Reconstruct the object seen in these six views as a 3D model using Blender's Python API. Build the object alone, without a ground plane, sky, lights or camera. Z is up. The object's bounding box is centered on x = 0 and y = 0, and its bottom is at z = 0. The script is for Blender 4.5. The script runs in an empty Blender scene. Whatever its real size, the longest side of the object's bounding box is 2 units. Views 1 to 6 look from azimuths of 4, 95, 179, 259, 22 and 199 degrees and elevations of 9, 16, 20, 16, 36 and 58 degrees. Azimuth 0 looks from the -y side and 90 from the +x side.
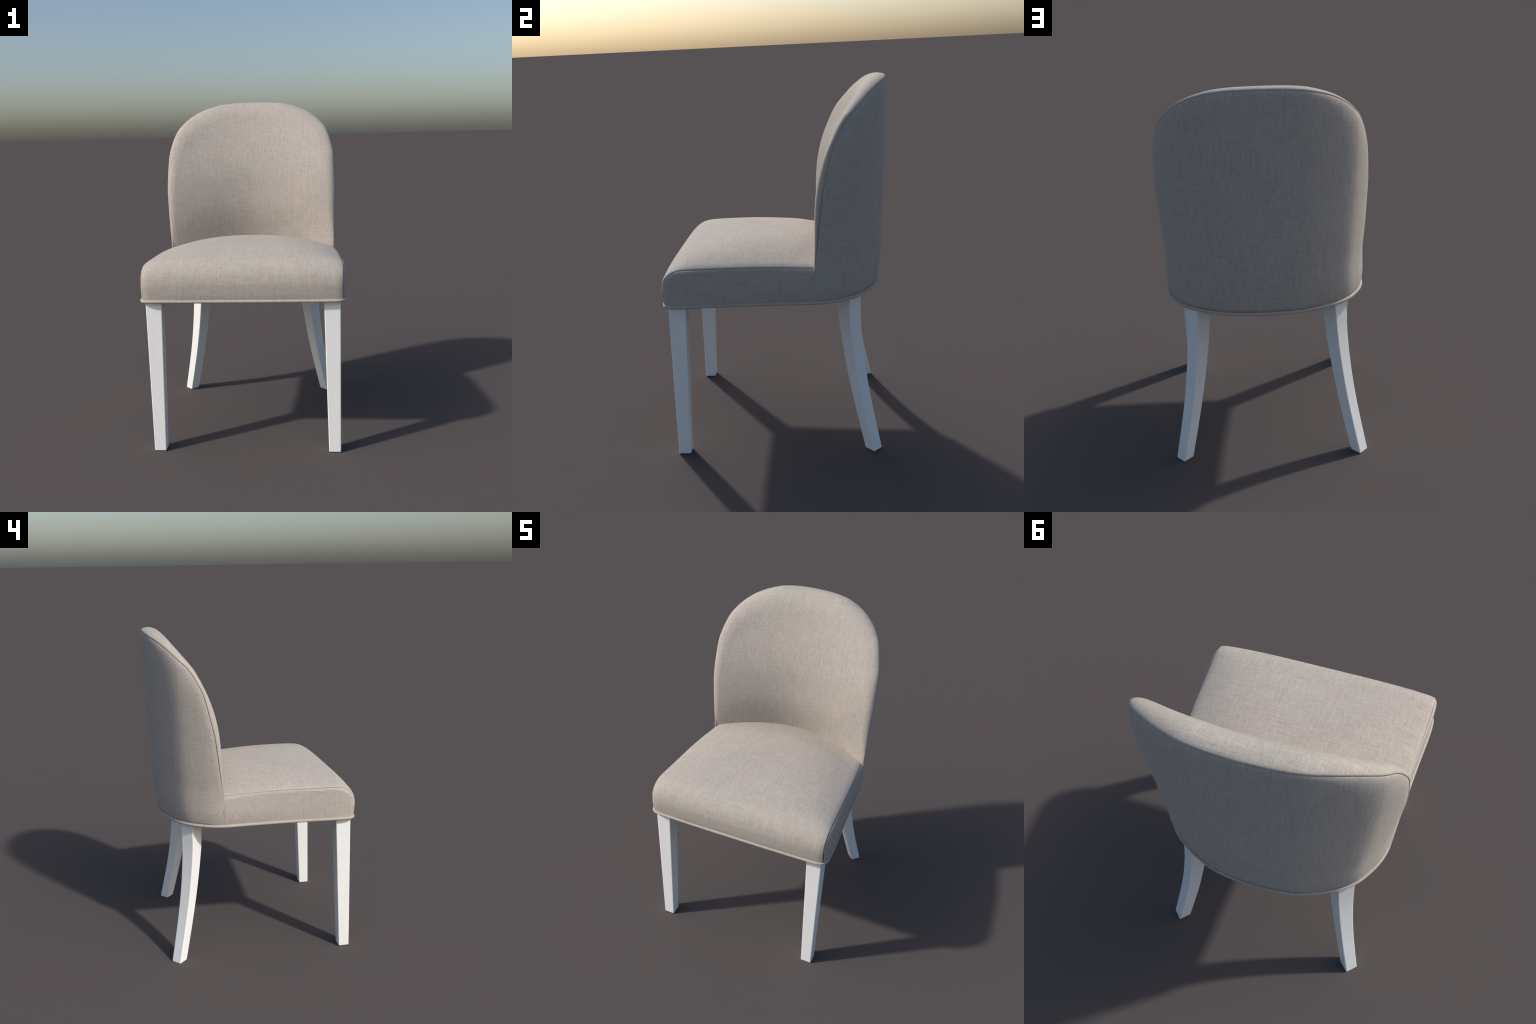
"""Upholstered dining chair: linen seat and curved backrest, welt piping, white tapered legs."""
import bpy, math
import numpy as np

# ------------------------------------------------------------------ helpers
def pchip(xs, ys, x):
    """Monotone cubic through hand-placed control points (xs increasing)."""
    xs = np.asarray(xs, float); ys = np.asarray(ys, float); x = np.asarray(x, float)
    h = np.diff(xs); d = np.diff(ys) / h
    m = np.empty_like(ys); m[0] = d[0]; m[-1] = d[-1]
    for i in range(1, len(xs) - 1):
        if d[i-1] * d[i] <= 0: m[i] = 0.0
        else:
            w1 = 2*h[i] + h[i-1]; w2 = h[i] + 2*h[i-1]
            m[i] = (w1 + w2) / (w1 / d[i-1] + w2 / d[i])
    xc = np.clip(x, xs[0], xs[-1])
    k = np.clip(np.searchsorted(xs, xc, side='right') - 1, 0, len(xs) - 2)
    t = (xc - xs[k]) / h[k]
    return ((2*t**3 - 3*t**2 + 1)*ys[k] + (t**3 - 2*t**2 + t)*h[k]*m[k]
            + (-2*t**3 + 3*t**2)*ys[k+1] + (t**3 - t**2)*h[k]*m[k+1])

def spline(ctrl, n):
    """Resample a control polygon (rows = points) smoothly by chord length."""
    c = np.asarray(ctrl, float)
    s = np.concatenate([[0], np.cumsum(np.linalg.norm(np.diff(c[:, :], axis=0), axis=1))])
    u = np.linspace(0, s[-1], n)
    return np.stack([pchip(s, c[:, j], u) for j in range(c.shape[1])], axis=1)

def ease(t):
    t = np.clip(t, 0, 1)
    return t*t*(3 - 2*t)

def make_object(name, verts, faces, mat, parent, smooth=True):
    me = bpy.data.meshes.new(name)
    me.from_pydata([tuple(map(float, v)) for v in verts], [], faces)
    me.update()
    me.polygons.foreach_set("use_smooth", [smooth] * len(me.polygons))
    me.materials.append(mat)
    ob = bpy.data.objects.new(name, me)
    bpy.context.scene.collection.objects.link(ob)
    ob.parent = parent
    return ob

def grid_faces(rows, cols, flip=False, close=False):
    f = []
    for i in range(rows - 1):
        for j in range(cols - (0 if close else 1)):
            a, b = i*cols + j, i*cols + (j+1) % cols
            q = (a, b, b + cols, a + cols)
            f.append(q[::-1] if flip else q)
    return f

def apply_solidify(ob, thick):
    """Give an upholstery panel cloth-and-padding depth, inwards."""
    m = ob.modifiers.new("padding", 'SOLIDIFY')
    m.thickness = thick; m.offset = -1.0; m.use_even_offset = False
    dg = bpy.context.evaluated_depsgraph_get()
    me = bpy.data.meshes.new_from_object(ob.evaluated_get(dg))
    ob.modifiers.clear(); ob.data = me

def orient_outward(ob, centre):
    """Flip the sheet if most of its normals face the inside point."""
    me = ob.data; c = np.array(centre); s = 0.0
    for p in me.polygons:
        s += float(np.dot(np.array(p.normal), np.array(p.center) - c)) * p.area
    if s < 0:
        me.flip_normals()

# ------------------------------------------------------------------ materials
def linen(name):
    m = bpy.data.materials.new(name); m.use_nodes = True
    nt = m.node_tree; N = nt.nodes; L = nt.links
    bsdf = N["Principled BSDF"]
    bsdf.inputs["Roughness"].default_value = 0.9
    bsdf.inputs["Specular IOR Level"].default_value = 0.25
    bsdf.inputs["Sheen Weight"].default_value = 0.08
    bsdf.inputs["Sheen Roughness"].default_value = 0.5
    tc = N.new("ShaderNodeTexCoord")
    def noise(scale, detail=2.0, rough=0.6, offset=(0, 0, 0)):
        mp = N.new("ShaderNodeMapping"); mp.inputs["Scale"].default_value = scale
        mp.inputs["Location"].default_value = offset
        L.new(tc.outputs["Object"], mp.inputs["Vector"])
        n = N.new("ShaderNodeTexNoise"); n.inputs["Scale"].default_value = 1.0
        n.inputs["Detail"].default_value = detail; n.inputs["Roughness"].default_value = rough
        L.new(mp.outputs["Vector"], n.inputs["Vector"])
        return n.outputs["Fac"]
    def math_(op, a, b):
        n = N.new("ShaderNodeMath"); n.operation = op
        for i, v in enumerate((a, b)):
            if isinstance(v, (int, float)): n.inputs[i].default_value = v
            else: L.new(v, n.inputs[i])
        return n.outputs[0]
    # slubby warp and weft laid flat on each of the three axis planes, picked by the facing plane
    coarse, fine = THREADS
    sep = N.new("ShaderNodeSeparateXYZ"); L.new(tc.outputs["Normal"], sep.inputs[0])
    total = None; weight_sum = None
    for k, (a, b) in enumerate(((1, 2), (0, 2), (0, 1))):
        cloth = None
        for along, across in ((a, b), (b, a)):
            for freq, ratio, amp in ((coarse, 0.075, 0.9), (fine, 0.16, 1.0)):
                sc = [0.0, 0.0, 0.0]; sc[along] = freq*ratio; sc[across] = freq
                v = math_('MULTIPLY', noise(sc, detail=1.5, offset=(3.1*k, 7.7*along, 1.3)), amp)
                cloth = v if cloth is None else math_('ADD', cloth, v)
        wgt = math_('POWER', math_('ABSOLUTE', sep.outputs[k], 0), 5)
        term = math_('MULTIPLY', cloth, wgt)
        total = term if total is None else math_('ADD', total, term)
        weight_sum = wgt if weight_sum is None else math_('ADD', weight_sum, wgt)
    grain = math_('MULTIPLY', noise((210, 210, 210), detail=1.0), 0.9)       # fuzzy flecks in the yarn
    weave = math_('DIVIDE', math_('ADD', math_('DIVIDE', total, weight_sum), grain), 4.7)   # centred on 0.5
    ramp = N.new("ShaderNodeValToRGB"); L.new(weave, ramp.inputs["Fac"])
    cr = ramp.color_ramp
    cr.elements[0].position = 0.32; cr.elements[0].color = (*[c*0.70 for c in LINEN], 1)
    cr.elements[1].position = 0.68; cr.elements[1].color = (*[min(1, c*1.28) for c in LINEN], 1)
    # faint greener and pinker blotches, copying JPEG artifacts of the original texture
    tone = N.new("ShaderNodeValToRGB"); L.new(noise((5, 5, 5), detail=2.0), tone.inputs["Fac"])
    tr = tone.color_ramp
    tr.elements[0].position = 0.35; tr.elements[0].color = (0.975, 1.0, 0.985, 1)
    tr.elements[1].position = 0.65; tr.elements[1].color = (1.015, 0.996, 0.997, 1)
    mix = N.new("ShaderNodeMix"); mix.data_type = 'RGBA'; mix.blend_type = 'MULTIPLY'
    mix.inputs["Factor"].default_value = 1.0
    L.new(ramp.outputs["Color"], mix.inputs["A"]); L.new(tone.outputs["Color"], mix.inputs["B"])
    L.new(mix.outputs["Result"], bsdf.inputs["Base Color"])
    bump = N.new("ShaderNodeBump"); bump.inputs["Strength"].default_value = 0.25
    bump.inputs["Distance"].default_value = 0.006
    L.new(weave, bump.inputs["Height"]); L.new(bump.outputs["Normal"], bsdf.inputs["Normal"])
    return m

def paint(name, col, rough):
    m = bpy.data.materials.new(name); m.use_nodes = True
    nt = m.node_tree; N = nt.nodes; L = nt.links
    bsdf = N["Principled BSDF"]
    bsdf.inputs["Roughness"].default_value = rough
    tc = N.new("ShaderNodeTexCoord")
    mp = N.new("ShaderNodeMapping"); mp.inputs["Scale"].default_value = (30, 30, 4)
    n = N.new("ShaderNodeTexNoise"); n.inputs["Scale"].default_value = 1.0
    n.inputs["Detail"].default_value = 3
    r = N.new("ShaderNodeValToRGB")
    r.color_ramp.elements[0].position = 0.3; r.color_ramp.elements[0].color = (*[c*0.975 for c in col], 1)
    r.color_ramp.elements[1].position = 0.7; r.color_ramp.elements[1].color = (*[c*1.01 for c in col], 1)
    L.new(tc.outputs["Object"], mp.inputs["Vector"]); L.new(mp.outputs["Vector"], n.inputs["Vector"])
    L.new(n.outputs["Fac"], r.inputs["Fac"]); L.new(r.outputs["Color"], bsdf.inputs["Base Color"])
    return m

LINEN = (0.462, 0.412, 0.365)
THREADS = (150.0, 300.0)
WHITE = (0.93, 0.925, 0.90)
FABRIC = linen("linen_weave")
PAINT = paint("white_paint", WHITE, 0.45)
LINING = paint("lining_cloth", (0.10, 0.095, 0.09), 0.9)

# ------------------------------------------------------------------ the chair
chair = bpy.data.objects.new("dining_chair", None)
bpy.context.scene.collection.objects.link(chair)
chair["label"] = "beige linen upholstered dining chair with rounded back and white legs"
chair["category"] = "chair"

# ---- backrest shell: one U-shaped plan, slightly wider and further back with height
Z_SEAT_CORNER = 1.055
Y_SIDE = 0.20                                       # where shell side meets seat side panel
LEAN = -0.0045                                       # the real back sits a touch off centre
def half_width(z): return pchip([0.86, 0.875, 0.91, 0.96, 1.07, 1.20, 1.34, 1.5, 1.65, 1.8, 2.0],
                                [0.518, 0.521, 0.529, 0.533, 0.531, 0.541, 0.552, 0.563, 0.566, 0.563, 0.556], z)
def back_y(z): return pchip([0.86, 0.90, 0.98, 1.06, 1.25, 1.45, 1.75, 1.95, 2.0],
                            [0.545, 0.556, 0.569, 0.577, 0.586, 0.593, 0.602, 0.608, 0.609], z)
def base_z(y): return pchip([-0.62, -0.2, 0.15, 0.6], [0.878, 0.877, 0.871, 0.867], y)

# plan of the U: X = share of half width, f = share of depth
U_X = [0, 0.17, 0.336, 0.51, 0.65, 0.765, 0.82, 0.865, 0.90, 0.937, 0.965, 0.985, 0.995, 1.0]
U_F = [1, 0.988, 0.955, 0.870, 0.765, 0.650, 0.575, 0.485, 0.40, 0.30, 0.205, 0.11, 0.05, 0.0]
# seam height along the U, side to middle
SEAM_XZ = [(1.0, 0.985), (0.9995, Z_SEAT_CORNER), (0.9985, 1.11), (0.995, 1.22), (0.990, 1.33), (0.985, 1.41), (0.975, 1.50),
           (0.963, 1.59), (0.948, 1.67), (0.925, 1.73), (0.900, 1.778), (0.865, 1.823), (0.820, 1.856),
           (0.765, 1.887), (0.650, 1.930), (0.545, 1.954), (0.364, 1.977), (0.182, 1.986), (0.0, 1.988)]
SEAM = [(X, float(pchip(U_X, U_F, X)), z) for X, z in SEAM_XZ]
def u_point(X, f, z):
    return np.stack([half_width(z) * X, Y_SIDE + (back_y(z) - Y_SIDE) * f, z], axis=-1)

seam_metric = np.array([(X*0.55, f*0.4, z) for X, f, z in SEAM])
ss = np.concatenate([[0], np.cumsum(np.linalg.norm(np.diff(seam_metric, axis=0), axis=1))])
NC = 90
su = np.linspace(0, ss[-1], NC)
sX, sf, sz = [pchip(ss, [p[j] for p in SEAM], su) for j in range(3)]
# mirror to a full arch: right corner -> middle -> left corner
arch_X = np.concatenate([sX, -sX[-2::-1]])
arch_f = np.concatenate([sf, sf[-2::-1]])
arch_z = np.concatenate([sz, sz[-2::-1]])
NA = len(arch_X)
seam_pts = u_point(arch_X, arch_f, arch_z)

def dist_to_seam(P):
    A = seam_pts[:-1]; AB = seam_pts[1:] - A
    out = np.empty(len(P))
    for i, p in enumerate(P):
        t = np.clip(((p - A)*AB).sum(1) / (AB**2).sum(1), 0, 1)
        out[i] = np.linalg.norm(A + AB*t[:, None] - p, axis=1).min()
    return out

NR = 90
rows = np.linspace(0, 1, NR)**0.8
verts = []
for r in rows:
    zb = base_z(Y_SIDE + 0.36*arch_f)
    z = zb + (arch_z - zb) * r
    P = u_point(arch_X, arch_f, z)
    verts.append(P)
V = np.array(verts).reshape(-1, 3)
# plan normal of the U (outward), for the edge rounding next to the seam
tan = np.gradient(seam_pts[:, :2], axis=0)
nrm = np.stack([tan[:, 1], -tan[:, 0]], axis=1)
nrm /= np.linalg.norm(nrm, axis=1)[:, None]
nrm *= np.sign((nrm * (seam_pts[:, :2] - [0, 0.2])).sum(1))[:, None]
d = dist_to_seam(V)
above = V[:, 2] > Z_SEAT_CORNER + 0.01
TUCK = 0.005
inset = TUCK*np.clip(1 - d/0.035, 0, 1)**2 + 0.0020*np.clip(1 - d/0.004, 0, 1)
# padded shoulders swell away from the seam line
inset -= 0.009*(1 - (1 - np.clip(d/0.09, 0, 1))**2) * ease((V[:, 2] - 1.42)/0.36) * ease((np.abs(V[:, 0]) - 0.1)/0.3)
fade = np.clip((V[:, 2] - Z_SEAT_CORNER)/0.15, 0, 1)
V[:, :2] -= np.tile(nrm, (NR, 1)) * (inset*fade)[:, None]
V[:, 0] += LEAN*np.clip((V[:, 2] - 1.0)/0.25, 0, 1)
shell = make_object("backrest_shell", V, grid_faces(NR, NA), FABRIC, chair)
orient_outward(shell, (0, 0.3, 1.3))
apply_solidify(shell, 0.012)

# ---- backrest cushion: a dished front with a rounded roll running up and over the arch
def dish_centre(z):
    zs = [0.90, 1.08, 1.20, 1.35, 1.50, 1.65, 1.80, 1.90, 1.97, 2.10]
    ys = [0.400, 0.380, 0.341, 0.311, 0.312, 0.342, 0.400, 0.444, 0.468, 0.486]
    return sum(pchip(zs, ys, z + o) for o in (-0.05, -0.025, 0, 0.025, 0.05)) / 5
def dish_edge(z): return pchip([0.95, 1.1, 1.3, 1.4, 1.5, 1.6, 1.7, 1.8, 1.9, 2.05],
                               [0.193, 0.194, 0.200, 0.207, 0.220, 0.243, 0.277, 0.313, 0.358, 0.39], z)
def dish(x, z):
    lump = 0.005*np.exp(-((x + 0.25)/0.16)**2 - ((z - 1.36)/0.2)**2)  # stuffing sits fuller on one side
    t = np.abs(x/0.530)
    k = pchip([0.9, 1.08, 1.28, 1.4, 1.75, 2.1], [0.2, 0.25, 0.5, 0.6, 0.15, 0.0], z)        # wings flatten out low down
    bend = (1 + k)*t**2 - k*t**4
    return dish_centre(z) + (dish_edge(z) - dish_centre(z)) * bend - lump

roll_r = pchip([0, 0.15, 0.45, 0.7, 1.0, 1.3], [0.030, 0.040, 0.055, 0.075, 0.100, 0.110],
               np.concatenate([su, su[-2::-1]]))
tuck_fade = np.clip((seam_pts[:, 2] - Z_SEAT_CORNER)/0.15, 0, 1) * TUCK*0.6
seam_pts = seam_pts.copy(); seam_pts[:, :2] -= nrm*tuck_fade[:, None]
O = seam_pts[:, [0, 2]].copy()
t2 = np.gradient(O, axis=0); n2 = np.stack([-t2[:, 1], t2[:, 0]], axis=1)
n2 /= np.linalg.norm(n2, axis=1)[:, None]
n2 *= np.sign((n2 * ([0, 1.2] - O)).sum(1))[:, None]             # points inwards
C = np.array([0.0, 0.99])
start_deg = pchip([0, 0.75, 1.0, 1.25], [-6, -8, -14, -26], np.concatenate([su, su[-2::-1]]))
TH0 = np.radians(start_deg)
lay = []
Fo = dish(O[:, 0], O[:, 1])
for k, q in enumerate(np.concatenate([[0], np.linspace(0.05, 1, 24)])):
    th = TH0 + (math.pi/2 - TH0) * q
    ins = roll_r * (np.cos(TH0) - np.cos(th))
    if k == 0: ins = ins + 0.0022                                # tuck into the seam groove
    P = O + n2 * ins[:, None]
    g = 1 - (np.sin(th) - np.sin(TH0)) / (1 - np.sin(TH0))
    y = dish(P[:, 0], P[:, 1]) + (seam_pts[:, 1] - Fo) * g
    lay.append(np.stack([P[:, 0], y, P[:, 1]], axis=1))
base = lay[-1][:, [0, 2]]
for r in np.linspace(1, 0.02, 48)[1:]:
    P = C + (base - C) * r
    lay.append(np.stack([P[:, 0], dish(P[:, 0], P[:, 1]), P[:, 1]], axis=1))
NL = len(lay)
CV = np.array(lay).reshape(-1, 3)
CV[:, 0] += LEAN*np.clip((CV[:, 2] - 1.0)/0.25, 0, 1)
cushion = make_object("backrest_cushion", CV, grid_faces(NL, NA), FABRIC, chair)
orient_outward(cushion, (0, 0.8, 1.4))
apply_solidify(cushion, 0.010)

# ---- seat cushion: crowned top that rolls over the front edge down to the welt
SIDE_PROFILE = [(0.43, 1.050), (0.20, 1.064), (0.0, 1.077), (-0.20, 1.083), (-0.40, 1.083), (-0.490, 1.081),
                (-0.534, 1.071), (-0.565, 1.052), (-0.585, 1.029), (-0.597, 1.000), (-0.602, 0.960),
                (-0.598, 0.915), (-0.594, 0.874)]
MID_PROFILE = [(0.43, 1.070), (0.30, 1.111), (0.12, 1.149), (-0.10, 1.153), (-0.32, 1.141), (-0.430, 1.127),
               (-0.502, 1.112), (-0.548, 1.089), (-0.581, 1.058), (-0.602, 1.017), (-0.610, 0.970),
               (-0.608, 0.920), (-0.600, 0.874)]
def by_index(ctrl, n):
    c = np.array(ctrl); k = np.arange(len(c)); u = np.linspace(0, len(c)-1, n)
    return np.stack([pchip(k, c[:, j], u) for j in range(2)], axis=1)
NV = 110
side = by_index(SIDE_PROFILE, NV); mid = by_index(MID_PROFILE, NV)
def seat_half(y): return pchip([-0.62, -0.54, -0.31, -0.10, 0.08, 0.18, 0.23, 0.30, 0.43],
                               [0.553, 0.558, 0.550, 0.539, 0.526, 0.516, 0.507, 0.465, 0.350], y)
uu = 0.35*np.linspace(-1, 1, 81) + 0.65*np.sin(np.linspace(-1, 1, 81) * math.pi/2)
G = []
for u in uu:
    squareness = pchip([-0.5, -0.3, 0.1], [4.0, 3.2, 2.2], side[:, 0])   # boxier crown towards the front
    p = side + (mid - side) * (1 - np.abs(u)**squareness[:])[:, None]
    e = np.clip((np.abs(u) - 0.93)/0.07, 0, 1)**2
    low = np.clip((p[:, 1] - 0.99)/0.07, 0, 1)
    p = p + np.stack([0.007*(1 - low), -0.006*low], axis=1)*e            # edge turns into the side seam
    G.append(np.stack([u*seat_half(p[:, 0]), p[:, 0], p[:, 1]], axis=1))
G = np.array(G)                                                  # (81, NV, 3)
# tuck the border row into the side seam
for e, s in ((0, -1), (-1, 1)):
    G[e, :, 0] -= s*0.0015; G[e, :, 2] -= 0.002*np.clip((G[e, :, 2]-0.98)/0.08, 0, 1)
seat = make_object("seat_cushion", G.reshape(-1, 3), grid_faces(81, NV), FABRIC, chair)
orient_outward(seat, (0, 0, 0.8))
apply_solidify(seat, 0.010)

# ---- seat side panels, running back to the shell at Y_SIDE
def side_base(y): return pchip([-0.62, -0.57, -0.50, -0.40, -0.30, -0.09, 0.07, 0.20],
                               [0.560, 0.566, 0.567, 0.561, 0.552, 0.537, 0.527, 0.5205], y)
def side_x(y, z):
    puff = pchip([0.86, 0.875, 0.91, 0.96, 1.07, 1.1], [-0.2, 0.0, 0.65, 1.0, 0.55, 0.5], z)
    return side_base(y) + puff*pchip([-0.6, -0.3, 0.2], [0.001, 0.006, 0.0145], y)
prof = by_index(SIDE_PROFILE, 400)
prof = prof[(prof[:, 0] < Y_SIDE - 0.002) & ((prof[:, 1] > 0.985) | (prof[:, 0] > -0.4))]
prof = np.vstack([[Y_SIDE + 0.006, 1.062], prof])
q = np.concatenate([[0], np.cumsum(np.linalg.norm(np.diff(prof, axis=0), axis=1))])
NS, NT = 90, 26
w = np.linspace(0, q[-1], NS)
top = np.stack([np.interp(w, q, prof[:, j]) for j in range(2)], axis=1)
bot_y = np.interp(w, [0, w[-1]], [Y_SIDE + 0.006, -0.5825])
seat_edge = G[-1][:, 1:]
def seam_gap(y, z):
    A = seat_edge[:-1]; AB = seat_edge[1:] - A
    t = np.clip(((np.array([y, z]) - A)*AB).sum(1) / (AB**2).sum(1), 0, 1)
    return float(np.linalg.norm(A + AB*t[:, None] - [y, z], axis=1).min())
# the panel's own border lies just inside the cushion edge
top += np.stack([np.interp(top[:, 1], [1.0, 1.06], [0.0078, 0.003]), np.full(NS, -0.0090)], axis=1)
top[0, 0] = Y_SIDE + 0.006
S = []
for i in range(NS):
    col = []
    for t in np.linspace(0, 1, NT)**1.6:
        zb = float(base_z(bot_y[i]))
        y = top[i, 0] + (bot_y[i]-top[i, 0])*t
        z = top[i, 1] + (zb-top[i, 1])*t
        dz = seam_gap(y, z); width = np.interp(y, [-0.55, -0.48, -0.3, 0.2], [0.028, 0.014, 0.012, 0.020])
        x = float(side_x(y, z)); edge = max(0, 1-dz/width)**2
        x += (float(seat_half(y)) - 0.0015 - x) * edge              # roll in under the cushion edge
        x -= 0.003*min(1, max(0, (y-Y_SIDE+0.004)/0.008))
        col.append((x, y, z))
    S.append(col)
S = np.array(S)
for sgn in (1, -1):
    P = S.reshape(-1, 3) * [sgn, 1, 1]
    ob = make_object("side_panel", P, grid_faces(NS, NT), FABRIC, chair)
    orient_outward(ob, (0, 0, 1.0))
    apply_solidify(ob, 0.010)

# ---- welt piping round the bottom edge
WELT_R = 0.0092
half = []
for X, f in zip(sX, sf):
    z = 0.873
    half.append((half_width(z)*X, Y_SIDE + (back_y(z)-Y_SIDE)*f))
half = np.array(half[::-1])                                      # middle back -> side
half = np.vstack([half, [(float(side_x(y, 0.878)), y) for y in np.linspace(0.17, -0.52, 24)]])
corner_c = (0.540, -0.560)
front = [(0.567, -0.552), (0.564, -0.570), (0.556, -0.583), (0.543, -0.590), (0.52, -0.5935), (0.40, -0.5955),
         (0.2, -0.598), (0.0, -0.598)]
half = np.vstack([half, front])
loop = np.vstack([half, (half * [-1, 1])[-2:0:-1]])
seg = np.concatenate([[0], np.cumsum(np.linalg.norm(np.diff(np.vstack([loop, loop[:1]]), axis=0), axis=1))])
NW = 420
ww = np.linspace(0, seg[-1], NW, endpoint=False)
lc = np.vstack([loop, loop[:1]])
L2 = np.stack([np.interp(ww, seg, lc[:, j]) for j in range(2)], axis=1)
for _ in range(6):
    L2 = 0.5*L2 + 0.25*(np.roll(L2, 1, 0) + np.roll(L2, -1, 0))
tg = np.roll(L2, -1, 0) - np.roll(L2, 1, 0); tg /= np.linalg.norm(tg, axis=1)[:, None]
no = np.stack([tg[:, 1], -tg[:, 0]], axis=1)
no *= np.sign((no*(L2 - [0, -0.05])).sum(1))[:, None]
W = []
for a in np.linspace(0, 2*math.pi, 16, endpoint=False):
    rr = WELT_R
    xy = L2 + no*(0.003 + rr*math.cos(a))
    z = base_z(L2[:, 1]) + 0.001 + rr*math.sin(a)
    W.append(np.column_stack([xy, z]))
W = np.array(W).transpose(1, 0, 2)                               # (NW,16,3)
f = []
for i in range(NW):
    for j in range(16):
        f.append((i*16+j, i*16+(j+1) % 16, ((i+1) % NW)*16+(j+1) % 16, ((i+1) % NW)*16+j))
welt = make_object("welt_piping", W.reshape(-1, 3), f, FABRIC, chair)
orient_outward(welt, (0, 0, 0.878))

# ---- dark lining closing the underside
lin = L2 - no*0.004
top_z = base_z(L2[:, 1])
lv = [(x, y, z-0.004) for (x, y), z in zip(lin, top_z)] + [(x, y, z+0.002) for (x, y), z in zip(lin, top_z)]
lf = [tuple(range(NW))[::-1], tuple(range(NW, 2*NW))]
lf += [(i, (i+1) % NW, NW+(i+1) % NW, NW+i) for i in range(NW)]
make_object("dust_cover", lv, lf, LINING, chair, smooth=False)

# ---- legs: square sections stacked along a spine, edges softened
def leg_mesh(name, sections, diamond, parent, side_sign):
    """sections: (x, y, z, half size). Rounded-square rings, capped."""
    bev = 0.003
    rings = []
    for x, y, z, h in sections:
        pts = []
        for k in range(4):
            a = k*math.pi/2 + (0 if diamond else math.pi/4)
            cx, cy = math.cos(a), math.sin(a)
            R = h if diamond else h*math.sqrt(2)
            for da in (-1, 0, 1):                                # three points per softened corner
                t = np.array([-cy, cx])
                p = np.array([cx, cy])*(R - bev*(1.0 if da else 0.62)) + t*bev*da
                pts.append((side_sign*(x+p[0]), y+p[1], z))
        rings.append(pts)
    n = 12
    v = [p for r in rings for p in r]
    fc = grid_faces(len(rings), n, close=True)
    fc += [tuple(range(n))[::-1], tuple(range((len(rings)-1)*n, len(rings)*n))]
    if side_sign < 0: fc = [q[::-1] for q in fc]
    ob = make_object(name, v, fc, PAINT, parent)
    me = ob.data
    me.set_sharp_from_angle(angle=math.radians(15))
    return ob

zt = np.array([0.0, 0.004, 0.25, 0.5, 0.876])
ax_y = np.interp(zt, [0, 0.876], [-0.5525, -0.5280])
ax_h = np.interp(zt, [0, 0.876], [0.0335, 0.0460]); ax_h[0] -= 0.0025
for s, foot, head in ((1, 0.5045, 0.4955), (-1, 0.4945, 0.4990)):
    ax_x = np.interp(zt, [0, 0.876], [foot, head])
    leg_mesh("straight_leg", list(zip(ax_x, ax_y, zt, ax_h)), False, chair, s)
zc = np.concatenate([[0, 0.004], np.linspace(0.03, 0.872, 30)])
KZ = [0, 0.15, 0.3, 0.45, 0.6, 0.72, 0.872]
cx = pchip(KZ, [0.478, 0.447, 0.418, 0.394, 0.375, 0.364, 0.355], zc)
cy = pchip(KZ, [0.497, 0.465, 0.435, 0.410, 0.391, 0.381, 0.378], zc)
ch = pchip(KZ, [0.046, 0.048, 0.050, 0.053, 0.057, 0.061, 0.065], zc); ch[0] -= 0.0025
for s, out in ((1, 0.0), (-1, 0.004)):
    leg_mesh("curved_leg", list(zip(cx + out, cy, zc, ch)), True, chair, s)
